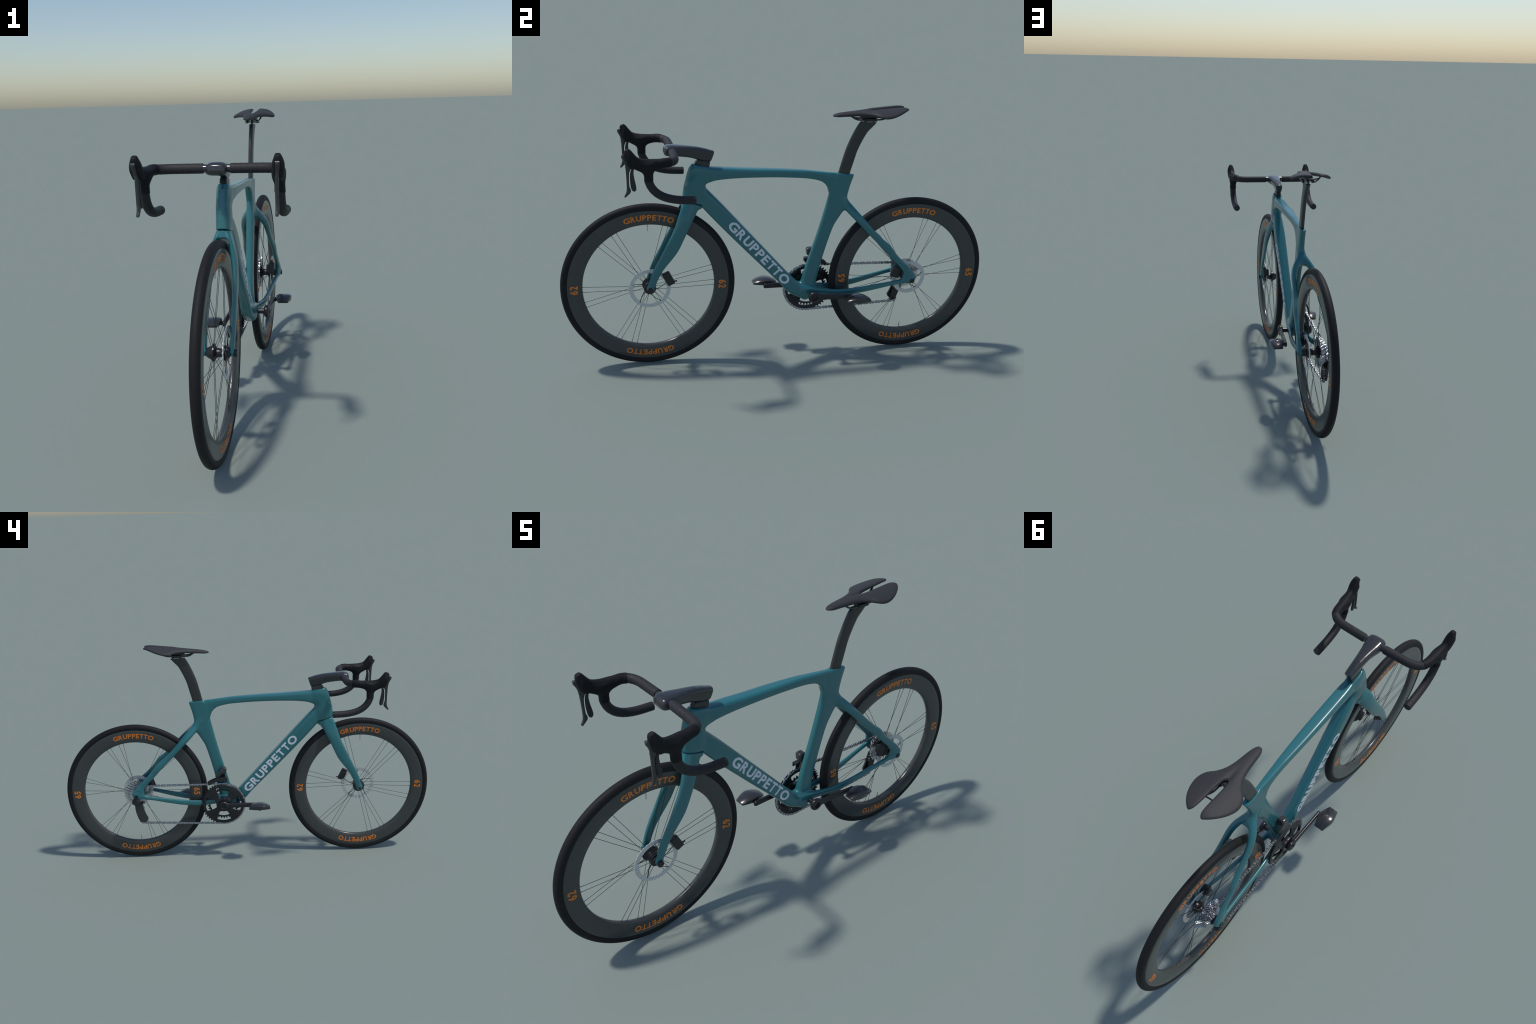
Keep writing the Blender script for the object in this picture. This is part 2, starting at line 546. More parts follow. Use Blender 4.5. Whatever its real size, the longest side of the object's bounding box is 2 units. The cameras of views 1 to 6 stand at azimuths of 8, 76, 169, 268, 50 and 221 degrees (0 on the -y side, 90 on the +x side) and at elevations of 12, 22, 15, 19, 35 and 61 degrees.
def down_tube_side(sign):
    def place(u, v):
        t = (-0.470 if sign > 0 else -0.477) + sign * u
        n = 0.2535 + v
        y, z = t * D_DIR[0] + n * D_NRM[0], t * D_DIR[1] + n * D_NRM[1]
        lo, hi = np.zeros_like(y), np.full_like(y, 0.06)
        for _ in range(26):
            mid = (lo + hi) / 2
            ins = frame_field(mid, y, z) < 0
            lo, hi = np.where(ins, mid, lo), np.where(ins, hi, mid)
        e = 1e-4
        g = np.stack([frame_field(lo + e, y, z) - frame_field(lo - e, y, z), frame_field(lo, y + e, z) - frame_field(lo, y - e, z),
                      frame_field(lo, y, z + e) - frame_field(lo, y, z - e)], 1)
        g /= np.linalg.norm(g, axis=1)[:, None]
        P = np.stack([sign * lo, y, z], 1)
        g[:, 0] *= sign
        return P, g
    return place


for sign in (1, -1):
    letter_object("down_tube_lettering", down_tube_side(sign), glyph_row("GRUPPETTO", 0.409, 0.0435), WHITE, frame, lift=0.0009)

# ===================================================================== FORK
fork = empty("fork", bike)
blade = Tube([(-0.427, 0.775, 0.034, 0.012, 0.0140, 2.0), (-0.4405, 0.748, 0.0365, 0.0205, 0.0155, 2.1), (-0.4560, 0.713, 0.0338, 0.0335, 0.0132, 2.4), (-0.4715, 0.676, 0.0305, 0.0415, 0.0118, 2.5), (-0.487, 0.64, 0.029, 0.0460, 0.0105, 2.5),
              (-0.515, 0.582, 0.0292, 0.0492, 0.0092, 2.6), (-0.5355, 0.5465, 0.0258, 0.0500, 0.0090, 2.6), (-0.570, 0.492, 0.0192, 0.0500, 0.0088, 2.6),
              (-0.589, 0.454, 0.0175, 0.0495, 0.0082, 2.6), (-0.609, 0.40, 0.0150, 0.0485, 0.0075, 2.6), (-0.613, 0.388, 0.0140, 0.048, 0.0072, 2.6)], mirror=True)
blade_end = Ellipsoid((0.0482, -0.6125, 0.389), (0.0078, 0.0145, 0.0145), 2.3, mirror=True)
crown = Tube([(-0.420, 0.815, 0.036, 0, 0.0245, 2.2), (-0.4265, 0.785, 0.0370, 0, 0.0260, 2.2), (-0.433, 0.760, 0.038, 0, 0.0305, 2.1), (-0.441, 0.730, 0.036, 0, 0.0370, 2.1), (-0.45, 0.70, 0.03, 0, 0.039, 2.2)])
crown_lip = Ellipsoid((0, -0.402, 0.756), (0.024, 0.0215, 0.0125), 2.6)


def blades(x, y, z):
    return smin(blade(x, y, z), blade_end(x, y, z), 0.008)


def crown_field(x, y, z):
    return smin(crown(x, y, z), crown_lip(x, y, z), 0.012)


def fork_field(x, y, z):
    f = smin(crown_field(x, y, z), blades(x, y, z), 0.006)
    r = np.hypot(y + AXLE_Y, z - R_WHEEL)
    ax = np.abs(x)
    clear = (np.maximum((r - 0.37) / 0.028, 0) ** 2.4 + (ax / 0.028) ** 2.4) ** (1 / 2.4)   # rounded wheel tunnel
    clear = (clear - 1) * 0.027
    f = smax(f, -clear, 0.006)
    split = np.interp(y, [-0.47, -0.391], [0.7895, 0.766])
    return smax(f, z - split, 0.005)


implicit_regions(fork_field, [("fork_crown", crown_field), ("fork_blade", lambda x, y, z: np.where(x > 0, blades(x, y, z), 9)),
                              ("fork_blade", lambda x, y, z: np.where(x <= 0, blades(x, y, z), 9))],
                 (-0.07, -0.645, 0.365), (0.069, -0.37, 0.80), 0.0027, TEAL, fork)
# steerer bearing seen in the slit between crown and head tube
add("headset_bearing", *sweep([(0, -0.4235, 0.772), (0, -0.4275, 0.788)], 0.0225, 32), DARKMETAL, fork)


# ===================================================================== WHEELS
def rim_half_width(r, r_in):
    """half width of the rim side wall at radius r."""
    u = (np.asarray(r) - r_in) / (0.3575 - r_in)
    return np.interp(u, [0, 0.04, 0.12, 0.25, 0.45, 0.7, 0.88, 1.0], [0.0062, 0.0098, 0.0122, 0.0140, 0.0155, 0.0164, 0.0162, 0.0156])


def wheel(cy, r_in, number, spoke_tilt, flanges, hub_profile, rotor_r, rotor_x, caps, valve_angle):
    w = empty("wheel", bike)
    cz = R_WHEEL
    # tyre
    sec = []
    for a in np.linspace(0, 2 * np.pi, 40, endpoint=False):
        x, r = 0.0172 * math.cos(a), 0.0168 * math.sin(a)
        if r < 0:                                    # sidewalls run steep into the rim
            x = math.copysign(0.0172 * abs(math.cos(a)) ** 0.55, x)
            r = max(r, -0.0150)
        sec.append((x, R_WHEEL - 0.0168 + r))
    add("tyre", *ring_x(sec, cy, cz, 240), RUBBER, w, 180)
    # rim
    rr = np.concatenate([np.linspace(r_in, r_in + 0.008, 6), np.linspace(r_in + 0.012, 0.3575, 14)])
    hw = rim_half_width(rr, r_in)
    sec = [(h, r) for h, r in zip(hw, rr)] + [(0.0128, 0.3592), (-0.0128, 0.3592)] + [(-h, r) for h, r in zip(hw[::-1], rr[::-1])] + [(-0.002, r_in - 0.0010), (0.002, r_in - 0.0010)]
    add("rim", *ring_x(sec, cy, cz, 240), RIM, w, 60)

    def on_rim(sign, base_r, center):
        def place(u, v):
            r = base_r + v
            a = center - sign * u / (base_r + 0.5 * v.max())
            h = rim_half_width(r, r_in)
            slope = (rim_half_width(r + 0.001, r_in) - rim_half_width(r - 0.001, r_in)) / 0.002
            P = np.stack([sign * h, cy + r * np.cos(a), cz + r * np.sin(a)], 1)
            N = np.stack([np.full_like(r, sign), -slope * np.cos(a), -slope * np.sin(a)], 1)
            return P, N / np.linalg.norm(N, axis=1)[:, None]
        return place

    word, digits = glyph_row("GRUPPETTO", 0.219, 0.0258, bold=0.03), glyph_row(number, 0.041, 0.034, bold=0.03)
    for sign in (1, -1):
        for c in (90, -90):
            letter_object("rim_lettering", on_rim(sign, 0.3145, math.radians(c)), word, ORANGE, w)
        for c in (0, 180):
            letter_object("rim_number", on_rim(sign, 0.3115, math.radians(c)), digits, ORANGE, w)
    # hub
    add("hub", *lathe_x(hub_profile, cy, cz, 48), DARKMETAL, w, 40)
    for x0, x1, r in caps:
        add("axle_cap", *lathe_x([(x0, r * 0.9), (x0 + (x1 - x0) * 0.2, r), (x1 - (x1 - x0) * 0.2, r), (x1, r * 0.8)], cy, cz, 32), DARKMETAL, w)
    # spokes: six groups of four, two to each flange
    for g in range(6):
        for i, off in enumerate((-9.8, -5.0, 5.0, 9.8)):
            a = math.radians(8.3 + 60 * g + off)
            xf, rf = flanges[i // 2]
            perp = spoke_tilt * (1 if i % 2 else -1)
            ring = np.array([0, cy + (r_in + 0.002) * math.cos(a), cz + (r_in + 0.002) * math.sin(a)])
            # hub end: point on flange circle reached by a line whose distance from the axle is perp
            b = a - math.asin(max(-1, min(1, perp / (r_in)))) + math.asin(max(-1, min(1, perp / rf)))
            end = np.array([xf, cy + rf * math.cos(b), cz + rf * math.sin(b)])
            mid = end + (ring - end) * 0.93
            add("spoke", *sweep([end, mid, ring], [0.00095, 0.00095, 0.0014], 6), SPOKE, w, 60)
    # valve
    va = math.radians(valve_angle)
    d = np.array([0, math.cos(va), math.sin(va)])
    c = np.array([0, cy, cz])
    add("valve_stem", *sweep([c + d * r_in, c + d * (r_in - 0.018), c + d * (r_in - 0.0181), c + d * (r_in - 0.024), c + d * (r_in - 0.0241), c + d * (r_in - 0.031)], [0.0027, 0.0027, 0.0017, 0.0017, 0.0023, 0.002], 12), STEEL, w)
    # rotor: scalloped ring, arms and rivets
    r0, r1 = rotor_r
    n = 252
    rings = []
    for k in range(n):
        t = 2 * math.pi * k / n
        s = math.sin(36 * t)
        o, i_, = r1 + 0.0005 * s, r0 + 0.0008 * math.sin(36 * t + 1.2)
        th = 0.0012
        cw = 0.0006 * math.sin(36 * t + 0.6)
        rings.append([(rotor_x + dx + (cw if dx > 0 else -cw), cy + r * math.cos(t), cz + r * math.sin(t)) for dx, r in ((th, i_), (th, (o + i_) / 2), (th, o), (-th, o), (-th, (o + i_) / 2), (-th, i_))])
    add("disc_rotor", *rings_to_mesh(rings, close=True), ROTOR, w, 40)
    for k in range(5):
        t = math.radians(72 * k + 20)
        t2 = t - 0.55
        p0 = (rotor_x, cy + 0.024 * math.cos(t2), cz + 0.024 * math.sin(t2))
        pm = (rotor_x, cy + 0.050 * math.cos(t - 0.2), cz + 0.050 * math.sin(t - 0.2))
        p1 = (rotor_x, cy + (r0 + 0.003) * math.cos(t), cz + (r0 + 0.003) * math.sin(t))
        add("rotor_arm", *sweep(spline([p0, pm, p1], 10), [0.0022] * 3 + [0.0015] * 7, 8), DARKMETAL, w, 60)
        add("rotor_rivet", *lathe_x([(rotor_x - 0.0022, 0.0022), (rotor_x + 0.0022, 0.0022)], p1[1], p1[2], 12), DARKMETAL, w)
    return w


front_hub = [(-0.0435, 0.010), (-0.0425, 0.0135), (-0.036, 0.018), (-0.026, 0.0235), (-0.021, 0.0250), (-0.0185, 0.0315), (-0.0125, 0.0315), (-0.0105, 0.024), (-0.004, 0.0165), (0.012, 0.0155),
             (0.018, 0.019), (0.0205, 0.0265), (0.0245, 0.0265), (0.0255, 0.024), (0.029, 0.0265), (0.034, 0.0265), (0.0355, 0.019), (0.041, 0.016), (0.0415, 0.010)]
wheel(-AXLE_Y, 0.2925, "62", 0.008, ((0.0225, 0.0262), (-0.0155, 0.031)), front_hub, (0.0735, 0.0915), 0.0305, [(0.0535, 0.066, 0.0135), (-0.058, -0.053, 0.0065)], 91)
rear_hub = [(-0.066, 0.010), (-0.064, 0.012), (-0.012, 0.013), (-0.0115, 0.026), (-0.0100, 0.0290), (-0.0065, 0.0290), (-0.004, 0.020), (0.002, 0.0155), (0.018, 0.0155), (0.0235, 0.020), (0.0255, 0.0285), (0.031, 0.0285),
            (0.033, 0.023), (0.040, 0.026), (0.045, 0.026), (0.047, 0.017), (0.066, 0.014), (0.067, 0.008)]
wheel(AXLE_Y, 0.2890, "65", -0.009, ((0.0300, 0.028), (-0.0085, 0.028)), rear_hub, (0.0625, 0.0818), 0.0425, [(0.0825, 0.092, 0.0115), (-0.0875, -0.080, 0.0095)], -90)

# ===================================================================== SEAT POST
def loft_yz(stations, sides=40, p=2.6):
    """closed loft of superelliptic sections: (y, z, half depth, x centre, half width) along a curve in y-z."""
    S = spline([(s[0], s[1], 0) + tuple(s[2:]) for s in stations], 48)
    T = np.gradient(S[:, :2], axis=0)
    T /= np.linalg.norm(T, axis=1)[:, None]
    rings = []
    for s, t in zip(S, T):
        ring = []
        for a in np.linspace(0, 2 * np.pi, sides, endpoint=False):
            c, q = math.cos(a), math.sin(a)
            u = math.copysign(abs(c) ** (2 / p), c) * s[3]
            v = math.copysign(abs(q) ** (2 / p), q) * s[5]
            ring.append((s[4] + v, s[0] - t[1] * u, s[1] + t[0] * u))
        rings.append(ring)
    return rings


post = loft_yz([(0.247, 0.85, 0.0258, 0, 0.0098), (0.258, 0.896, 0.0263, 0, 0.0098), (0.2705, 0.947, 0.0270, 0, 0.0100), (0.2885, 1.0135, 0.0270, 0, 0.0100), (0.3255, 1.0935, 0.0280, 0, 0.0110),
                (0.3535, 1.127, 0.0292, 0, 0.0120), (0.376, 1.152, 0.0300, 0, 0.0125)], 48, 3.2)
# cut the head level
seat_post = add("seat_post", *rings_to_mesh(post), CARBON, bike, 40)
bm = bmesh.new()
bm.from_mesh(seat_post.data)
geom = bm.verts[:] + bm.edges[:] + bm.faces[:]
cut = bmesh.ops.bisect_plane(bm, geom=geom, plane_co=(0, 0.352, 1.1262), plane_no=(0, 0.05, 1), clear_outer=True)
bmesh.ops.holes_fill(bm, edges=[e for e in bm.edges if e.is_boundary])
bm.to_mesh(seat_post.data)
bm.free()
seat_post.data.set_sharp_from_angle(angle=math.radians(40))

# ===================================================================== SADDLE
saddle = empty("saddle", bike)
SAD_TAB = [  # y, outer edge, inner edge (slot), crest height
    (0.1860, 0.0005, -0.05, 1.1565), (0.1885, 0.0070, -0.05, 1.1578), (0.1945, 0.0120, -0.05, 1.1598), (0.205, 0.0165, -0.05, 1.1627), (0.220, 0.0198, -0.05, 1.1657), (0.235, 0.0218, -0.05, 1.1680),
    (0.263, 0.0252, -0.05, 1.1715), (0.295, 0.0300, -0.05, 1.1750), (0.320, 0.0370, -0.04, 1.1775), (0.340, 0.0470, -0.022, 1.1790), (0.357, 0.0600, -0.004, 1.1805), (0.368, 0.0725, 0.0068, 1.1820),
    (0.385, 0.0860, 0.0100, 1.1840), (0.402, 0.0925, 0.0110, 1.1857), (0.420, 0.0940, 0.0115, 1.1877), (0.440, 0.0905, 0.0120, 1.1897), (0.460, 0.0835, 0.0123, 1.1917), (0.480, 0.0730, 0.0128, 1.1937),
    (0.497, 0.0610, 0.0140, 1.1946), (0.510, 0.0490, 0.0165, 1.1938), (0.518, 0.0395, 0.0205, 1.1925), (0.5225, 0.0330, 0.0245, 1.1912), (0.5240, 0.0287, 0.0283, 1.1900)]


SAD = spline([(y, 0, 0, o, i, t) for y, o, i, t in SAD_TAB], 240)
SAD_Y, SAD_OUT, SAD_IN, SAD_TOP = SAD[:, 0], SAD[:, 3], SAD[:, 4], SAD[:, 5]
SAD_OUT_LEAN = np.sqrt(1 + np.minimum(np.abs(np.gradient(SAD_OUT, SAD_Y)), 6) ** 2)
SAD_IN_LEAN = np.sqrt(1 + np.minimum(np.abs(np.gradient(SAD_IN, SAD_Y)), 6) ** 2)


def saddle_field(x, y, z):
    ax = np.abs(x)
    out, inn, top = (np.interp(y, SAD_Y, t) for t in (SAD_OUT, SAD_IN, SAD_TOP))
    # wings fall away outward, dish along the middle
    k = np.clip((y - 0.25) / 0.13, 0, 1)
    k = k * k * (3 - 2 * k)
    drop = (1 - k) * 9.0 * ax**2 + k * 3.0 * np.clip(ax - 0.010, 0, None) ** 2
    dish = 0.0055 * np.exp(-(ax / 0.010) ** 2) * np.clip((y - 0.24) / 0.12, 0, 1) ** 2
    zt = top - drop - dish
    half = np.interp(y, [0.186, 0.21, 0.28, 0.36, 0.45, 0.524], [0.0045, 0.0072, 0.0082, 0.0076, 0.0058, 0.005])
    edge = np.minimum((out - ax) / np.interp(y, SAD_Y, SAD_OUT_LEAN), (ax - inn) / np.interp(y, SAD_Y, SAD_IN_LEAN))
    edge = np.where((y < 0.186) | (y > 0.524), -0.004, edge)
    e = np.clip(1 - edge / 0.0085, 0, None)
    v = np.abs(z - (zt - half)) / half
    q = (e**2.2 + v**2.2 + 1e-12) ** (1 / 2.2)
    return (q - 1) * half


implicit_object("saddle_cover", saddle_field, (-0.10, 0.178, 1.12), (0.0995, 0.530, 1.20), 0.0018, SADDLE, saddle, symmetric=True, relax=3, smooth=70)
for s in (1, -1):
    rail = spline([(s * 0.012, 0.262, 1.156), (s * 0.018, 0.285, 1.142), (s * 0.0215, 0.305, 1.1385), (s * 0.022, 0.36, 1.1385), (s * 0.022, 0.405, 1.141), (s * 0.026, 0.430, 1.150), (s * 0.032, 0.452, 1.163), (s * 0.034, 0.462, 1.172)], 40)
    add("saddle_rail", *sweep(rail, 0.0037, 12), GLOSS, saddle, 60)
bridge = spline([(0.033, 0.452, 1.166), (0.02, 0.446, 1.161), (0, 0.444, 1.1595), (-0.02, 0.446, 1.161), (-0.033, 0.452, 1.166)], 20)
add("saddle_bridge", *sweep(bridge, 0.003, 10), DARKMETAL, saddle, 60)
clamp = saddle
for s in (1, -1):
    bevelled(add("clamp_ear", *rounded_box((s * 0.0225, 0.355, 1.1385), (0.012, 0.052, 0.013)), PLASTIC, clamp), 0.002)
bevelled(add("clamp_yoke", *rounded_box((0, 0.356, 1.1375), (0.050, 0.022, 0.009)), STEEL, clamp), 0.002)
bevelled(add("clamp_base", *rounded_box((0, 0.356, 1.1310), (0.020, 0.030, 0.012)), STEEL, clamp), 0.002)
bevelled(add("saddle_pad", *rounded_box((0, 0.346, 1.1535), (0.042, 0.066, 0.018)), PLASTIC, saddle), 0.003)
for y in (0.334, 0.377):
    add("clamp_bolt", *sweep([(0, y, 1.122), (0, y, 1.148)], 0.0032, 12), DARKMETAL, clamp)

# ===================================================================== STEM
stem = empty("stem", bike)
ST_Y = [-0.5495, -0.545, -0.535, -0.52, -0.49, -0.46, -0.43, -0.40, -0.371, -0.345, -0.331]
ST_TOP = [1.008, 1.021, 1.0275, 1.030, 1.0285, 1.026, 1.0235, 1.020, 1.0135, 1.006, 1.002]
ST_BOT = [0.999, 0.989, 0.985, 0.983, 0.982, 0.978, 0.9735, 0.9645, 0.9575, 0.957, 0.957]
ST_W = [0.024, 0.032, 0.0365, 0.0375, 0.0345, 0.0285, 0.0245, 0.0220, 0.0205, 0.0185, 0.0165]


def stem_field(x, y, z):
    top, bot, w = (np.interp(y, ST_Y, t) for t in (ST_TOP, ST_BOT, ST_W))
    mid, h = (top + bot) / 2, (top - bot) / 2
    u = (z - bot) / np.maximum(top - bot, 1e-6)
    rear_taper = np.interp(u, [0, 0.45, 0.75, 1], [0.70, 0.90, 1.0, 0.93])       # wedge over the spacer
    nose_taper = np.interp(u, [0, 0.3, 0.75, 1], [1.02, 1.04, 0.98, 0.92])       # fuller below at the bar
    k = np.clip((-0.45 - y) / 0.06, 0, 1)
    taper = rear_taper * (1 - k) + nose_taper * k
    u, v = np.abs(z - mid) / h, np.abs(x) / (w * taper)
    q = (u**3.4 + v**3.4 + 1e-9) ** (1 / 3.4)
    f = (q - 1) * 0.02
    f = smax(f, -0.5495 - y, 0.012)
    rear = (y + 0.3315) * 0.952 - (z - 1.003) * 0.305          # raked rear face
    return smax(f, rear, 0.004)


implicit_object("stem_body", stem_field, (-0.045, -0.558, 0.945), (0.0445, -0.322, 1.04), 0.0023, GLOSS, stem, symmetric=True, smooth=50)
spacer = [(-0.4165, 0.948), (-0.412, 0.957), (-0.402, 0.9665), (-0.349, 0.9575), (-0.3535, 0.930), (-0.385, 0.936)]
bevelled(add("headset_spacer", *plate(spacer, -0.0132, 0.0132), CARBON, stem), 0.004)

# ===================================================================== HANDLEBAR
bar = empty("handlebar", bike)
add("handlebar_tube", *sweep([(-0.062, -0.515, 1.008), (0.062, -0.515, 1.008)], 0.0142, 32), GLOSS, bar)


def tape_path(pts, r, pitch=0.019, ridge=0.0004, grow=None):
    P = spline(pts, 400)
    s = np.r_[0, np.cumsum(np.linalg.norm(np.diff(P, axis=0), axis=1))]
    saw = (s / pitch) % 1.0
    rad = r + ridge * (saw - 0.5)
    rad[0] *= 0.96
    rad[-1] *= 0.94
    return P, rad


for s in (1, -1):
    tops, r1 = tape_path([(s * 0.047, -0.5145, 1.008), (s * 0.09, -0.5155, 1.008), (s * 0.135, -0.5165, 1.008), (s * 0.165, -0.5185, 1.008), (s * 0.190, -0.5265, 1.008), (s * 0.207, -0.5405, 1.009), (s * 0.2140, -0.5540, 1.009), (s * 0.2165, -0.5680, 1.009)], 0.0175)
    add("bar_tape", *sweep(tops, r1, 24), TAPE, bar, 60)
    drops, r2 = tape_path([(s * 0.225, -0.6262, 0.950), (s * 0.225, -0.6252, 0.938), (s * 0.225, -0.614, 0.912), (s * 0.225, -0.5965, 0.8915), (s * 0.225, -0.5735, 0.8760), (s * 0.225, -0.5435, 0.8650), (s * 0.2252, -0.502, 0.8580), (s * 0.2252, -0.4375, 0.8555)], 0.0168)
    add("bar_tape", *sweep(drops, r2, 24), TAPE, bar, 60)
    add("bar_end_plug", *sweep([(s * 0.2252, -0.445, 0.8558), (s * 0.2252, -0.4372, 0.8555), (s * 0.2252, -0.4362, 0.8555)], [0.0155, 0.0152, 0.0135], 24), PLASTIC, bar)

    shifter = empty("brake_shifter", bike)
    add("hood_collar", *sweep(spline([(s * 0.2065, -0.5405, 1.009), (s * 0.2115, -0.5495, 1.009), (s * 0.2145, -0.5590, 1.009), (s * 0.2165, -0.5720, 1.008)], 14), [0.0187] + [0.0191] * 13, 28), HOOD, shifter, 50)
    t1 = Tube([(-0.556, 1.009, 0.0190, 0.2142, 0.0190, 2.1), (-0.566, 1.0085, 0.0193, 0.2160, 0.0192, 2.1), (-0.58, 1.006, 0.0200, 0.2175, 0.0198, 2.2), (-0.61, 1.0015, 0.0245, 0.2195, 0.0205, 2.3),
               (-0.64, 1.0005, 0.0265, 0.2225, 0.0192, 2.4), (-0.665, 1.0070, 0.0250, 0.2260, 0.0175, 2.5), (-0.685, 1.020, 0.024, 0.2280, 0.0165, 2.5), (-0.70, 1.030, 0.021, 0.2285, 0.016, 2.5)])
    t2 = Tube([(-0.628, 1.005, 0.021, 0.2235, 0.0165, 2.3), (-0.6255, 0.975, 0.0185, 0.2245, 0.0170, 2.3), (-0.6245, 0.9385, 0.0180, 0.225, 0.0182, 2.2)])
    t3 = Tube([(-0.680, 0.995, 0.014, 0.2280, 0.0145, 2.6), (-0.690, 1.016, 0.0185, 0.2285, 0.0165, 2.7), (-0.698, 1.038, 0.0190, 0.2290, 0.0160, 2.7), (-0.7035, 1.054, 0.0155, 0.2290, 0.0130, 3.0), (-0.7065, 1.0615, 0.0120, 0.2285, 0.0105, 3.0), (-0.708, 1.0655, 0.009, 0.2285, 0.0090, 3.0)])

    def hood_field(x, y, z, t1=t1, t2=t2, t3=t3, s=s):
        x = x * s
        f = smin(t1(x, y, z), t2(x, y, z), 0.020)
        return smin(f, t3(x, y, z), 0.014)

    lo, hi = sorted((s * 0.185, s * 0.262))
    implicit_object("lever_hood", hood_field, (lo, -0.735, 0.930), (hi, -0.530, 1.076), 0.0022, HOOD, shifter, smooth=55)
    lever = loft_yz([(-0.7275, 1.0435, 0.0035, s * 0.2290, 0.0062), (-0.7225, 1.0395, 0.0085, s * 0.2290, 0.0068), (-0.7150, 1.0270, 0.0085, s * 0.2285, 0.0066), (-0.7095, 1.0120, 0.0075, s * 0.2270, 0.0062), (-0.7035, 0.9960, 0.0115, s * 0.2250, 0.0062), (-0.7060, 0.9750, 0.0068, s * 0.2245, 0.0062), (-0.7060, 0.9400, 0.0052, s * 0.2240, 0.0062),
                     (-0.7050, 0.9150, 0.0058, s * 0.2240, 0.0062), (-0.7030, 0.8985, 0.0090, s * 0.2238, 0.0062), (-0.7100, 0.8860, 0.0060, s * 0.2238, 0.0060), (-0.7165, 0.8775, 0.0042, s * 0.2238, 0.0058), (-0.7190, 0.8740, 0.0022, s * 0.2238, 0.0050)], 20, 2.6)
    add("brake_lever", *rings_to_mesh(lever), CARBON, shifter, 60)
    paddle = loft_yz([(-0.682, 0.996, 0.0040, s * 0.2225, 0.0035), (-0.6865, 0.985, 0.0052, s * 0.2225, 0.0042), (-0.6895, 0.970, 0.0066, s * 0.2220, 0.0045), (-0.6885, 0.945, 0.0088, s * 0.2215, 0.0045), (-0.6845, 0.918, 0.0103, s * 0.2210, 0.0045), (-0.6825, 0.904, 0.0092, s * 0.2210, 0.0042), (-0.6850, 0.8975, 0.0055, s * 0.2210, 0.0035)], 20, 2.8)
    add("shift_paddle", *rings_to_mesh(paddle), PLASTIC, shifter, 60)

# ===================================================================== CRANKSET
crank = empty("crankset", bike)
CY, CZ = CRANK


def toothed(radius, teeth, depth, phase=0.0, fat=0.5):
    pts = []
    for k in range(teeth):
        a0 = 2 * math.pi * (k + phase) / teeth
        st = 2 * math.pi / teeth
        for u, d in ((-0.5, -1.0), (-0.30, -0.85), (-0.13, 0.0), (0.13, 0.0), (0.30, -0.85)):
            r = radius + d * depth
            a = a0 + u * st
            pts.append((r * math.cos(a), r * math.sin(a)))
    return pts


def ring_plate(outer, inner_r, x0, x1, cy, cz):
    """plate with a round hole, walls included."""
    n = len(outer)
    ang = [math.atan2(z, y) for y, z in outer]
    inn = [(inner_r * math.cos(a), inner_r * math.sin(a)) for a in ang]
    V = []
    for x in (x0, x1):
        V += [(x, cy + y, cz + z) for y, z in outer]
        V += [(x, cy + y, cz + z) for y, z in inn]
    F = []
    for i in range(n):
        j = (i + 1) % n
        F += [(i, j, n + j, n + i), (2 * n + j, 2 * n + i, 3 * n + i, 3 * n + j), (j, i, 2 * n + i, 2 * n + j), (n + i, n + j, 3 * n + j, 3 * n + i)]
    return V, F


RING_X = -0.0485
N_RING = 48
PITCH_R = 0.1165
add("chainring", *ring_plate(toothed(PITCH_R + 0.0055, N_RING, 0.0095), 0.0985, RING_X - 0.0015, RING_X + 0.0015, CY, CZ), DARKMETAL, crank, 30)
add("chainring", *ring_plate(toothed(0.0905, 36, 0.009), 0.0735, -0.0415, -0.0385, CY, CZ), DARKMETAL, crank, 30)
# four-armed spider: field in the plane, thick and rounded
SP_ARMS = [math.radians(a) for a in (45, 135, 225, 315)]


def spider_field(x, y, z):
    py, pz = y - CY, z - CZ
    r = np.hypot(py, pz)
    a = np.arctan2(pz, py)
    rim_f = np.abs(r - 0.1058) - 0.0074
    hub_f = r - 0.040
    best = np.full_like(r, 9.0)
    for k in SP_ARMS:
        d = (a - k + np.pi) % (2 * np.pi) - np.pi
        side = np.abs(r * np.sin(d)) - np.interp(r, [0.02, 0.045, 0.06, 0.09, 0.10], [0.016, 0.0155, 0.0185, 0.033, 0.038])
        side = np.where(np.cos(d) > 0, side, 9.0)
        best = np.minimum(best, np.maximum(side, r - 0.108))
    p = smin(smin(rim_f, best, 0.006), hub_f, 0.006)
    xc = np.interp(r, [0, 0.04, 0.09, 0.113], [-0.061, -0.059, -0.0555, -0.0530])
    th = np.interp(r, [0, 0.04, 0.05, 0.09, 0.113], [0.012, 0.0115, 0.0058, 0.0050, 0.0042])
    e = np.clip(1 + p / 0.004, 0, None)
    v = np.abs(x - xc) / th
    q = (e**2.5 + v**2.5 + 1e-12) ** 0.4
    return (q - 1) * 0.0045


implicit_object("spider", spider_field, (-0.075, CY - 0.12, CZ - 0.12), (-0.043, CY + 0.12, CZ + 0.12), 0.0022, DARKMETAL, crank, smooth=60)
for k in SP_ARMS:
    add("chainring_bolt", *lathe_x([(-0.0560, 0.0048), (-0.0625, 0.0048), (-0.0633, 0.0038)], CY + 0.0805 * math.cos(k), CZ + 0.0805 * math.sin(k), 16), DARKMETAL, crank)
add("crank_axle", *lathe_x([(-0.08, 0.0118), (0.066, 0.0118)], CY, CZ, 28), DARKMETAL, crank)


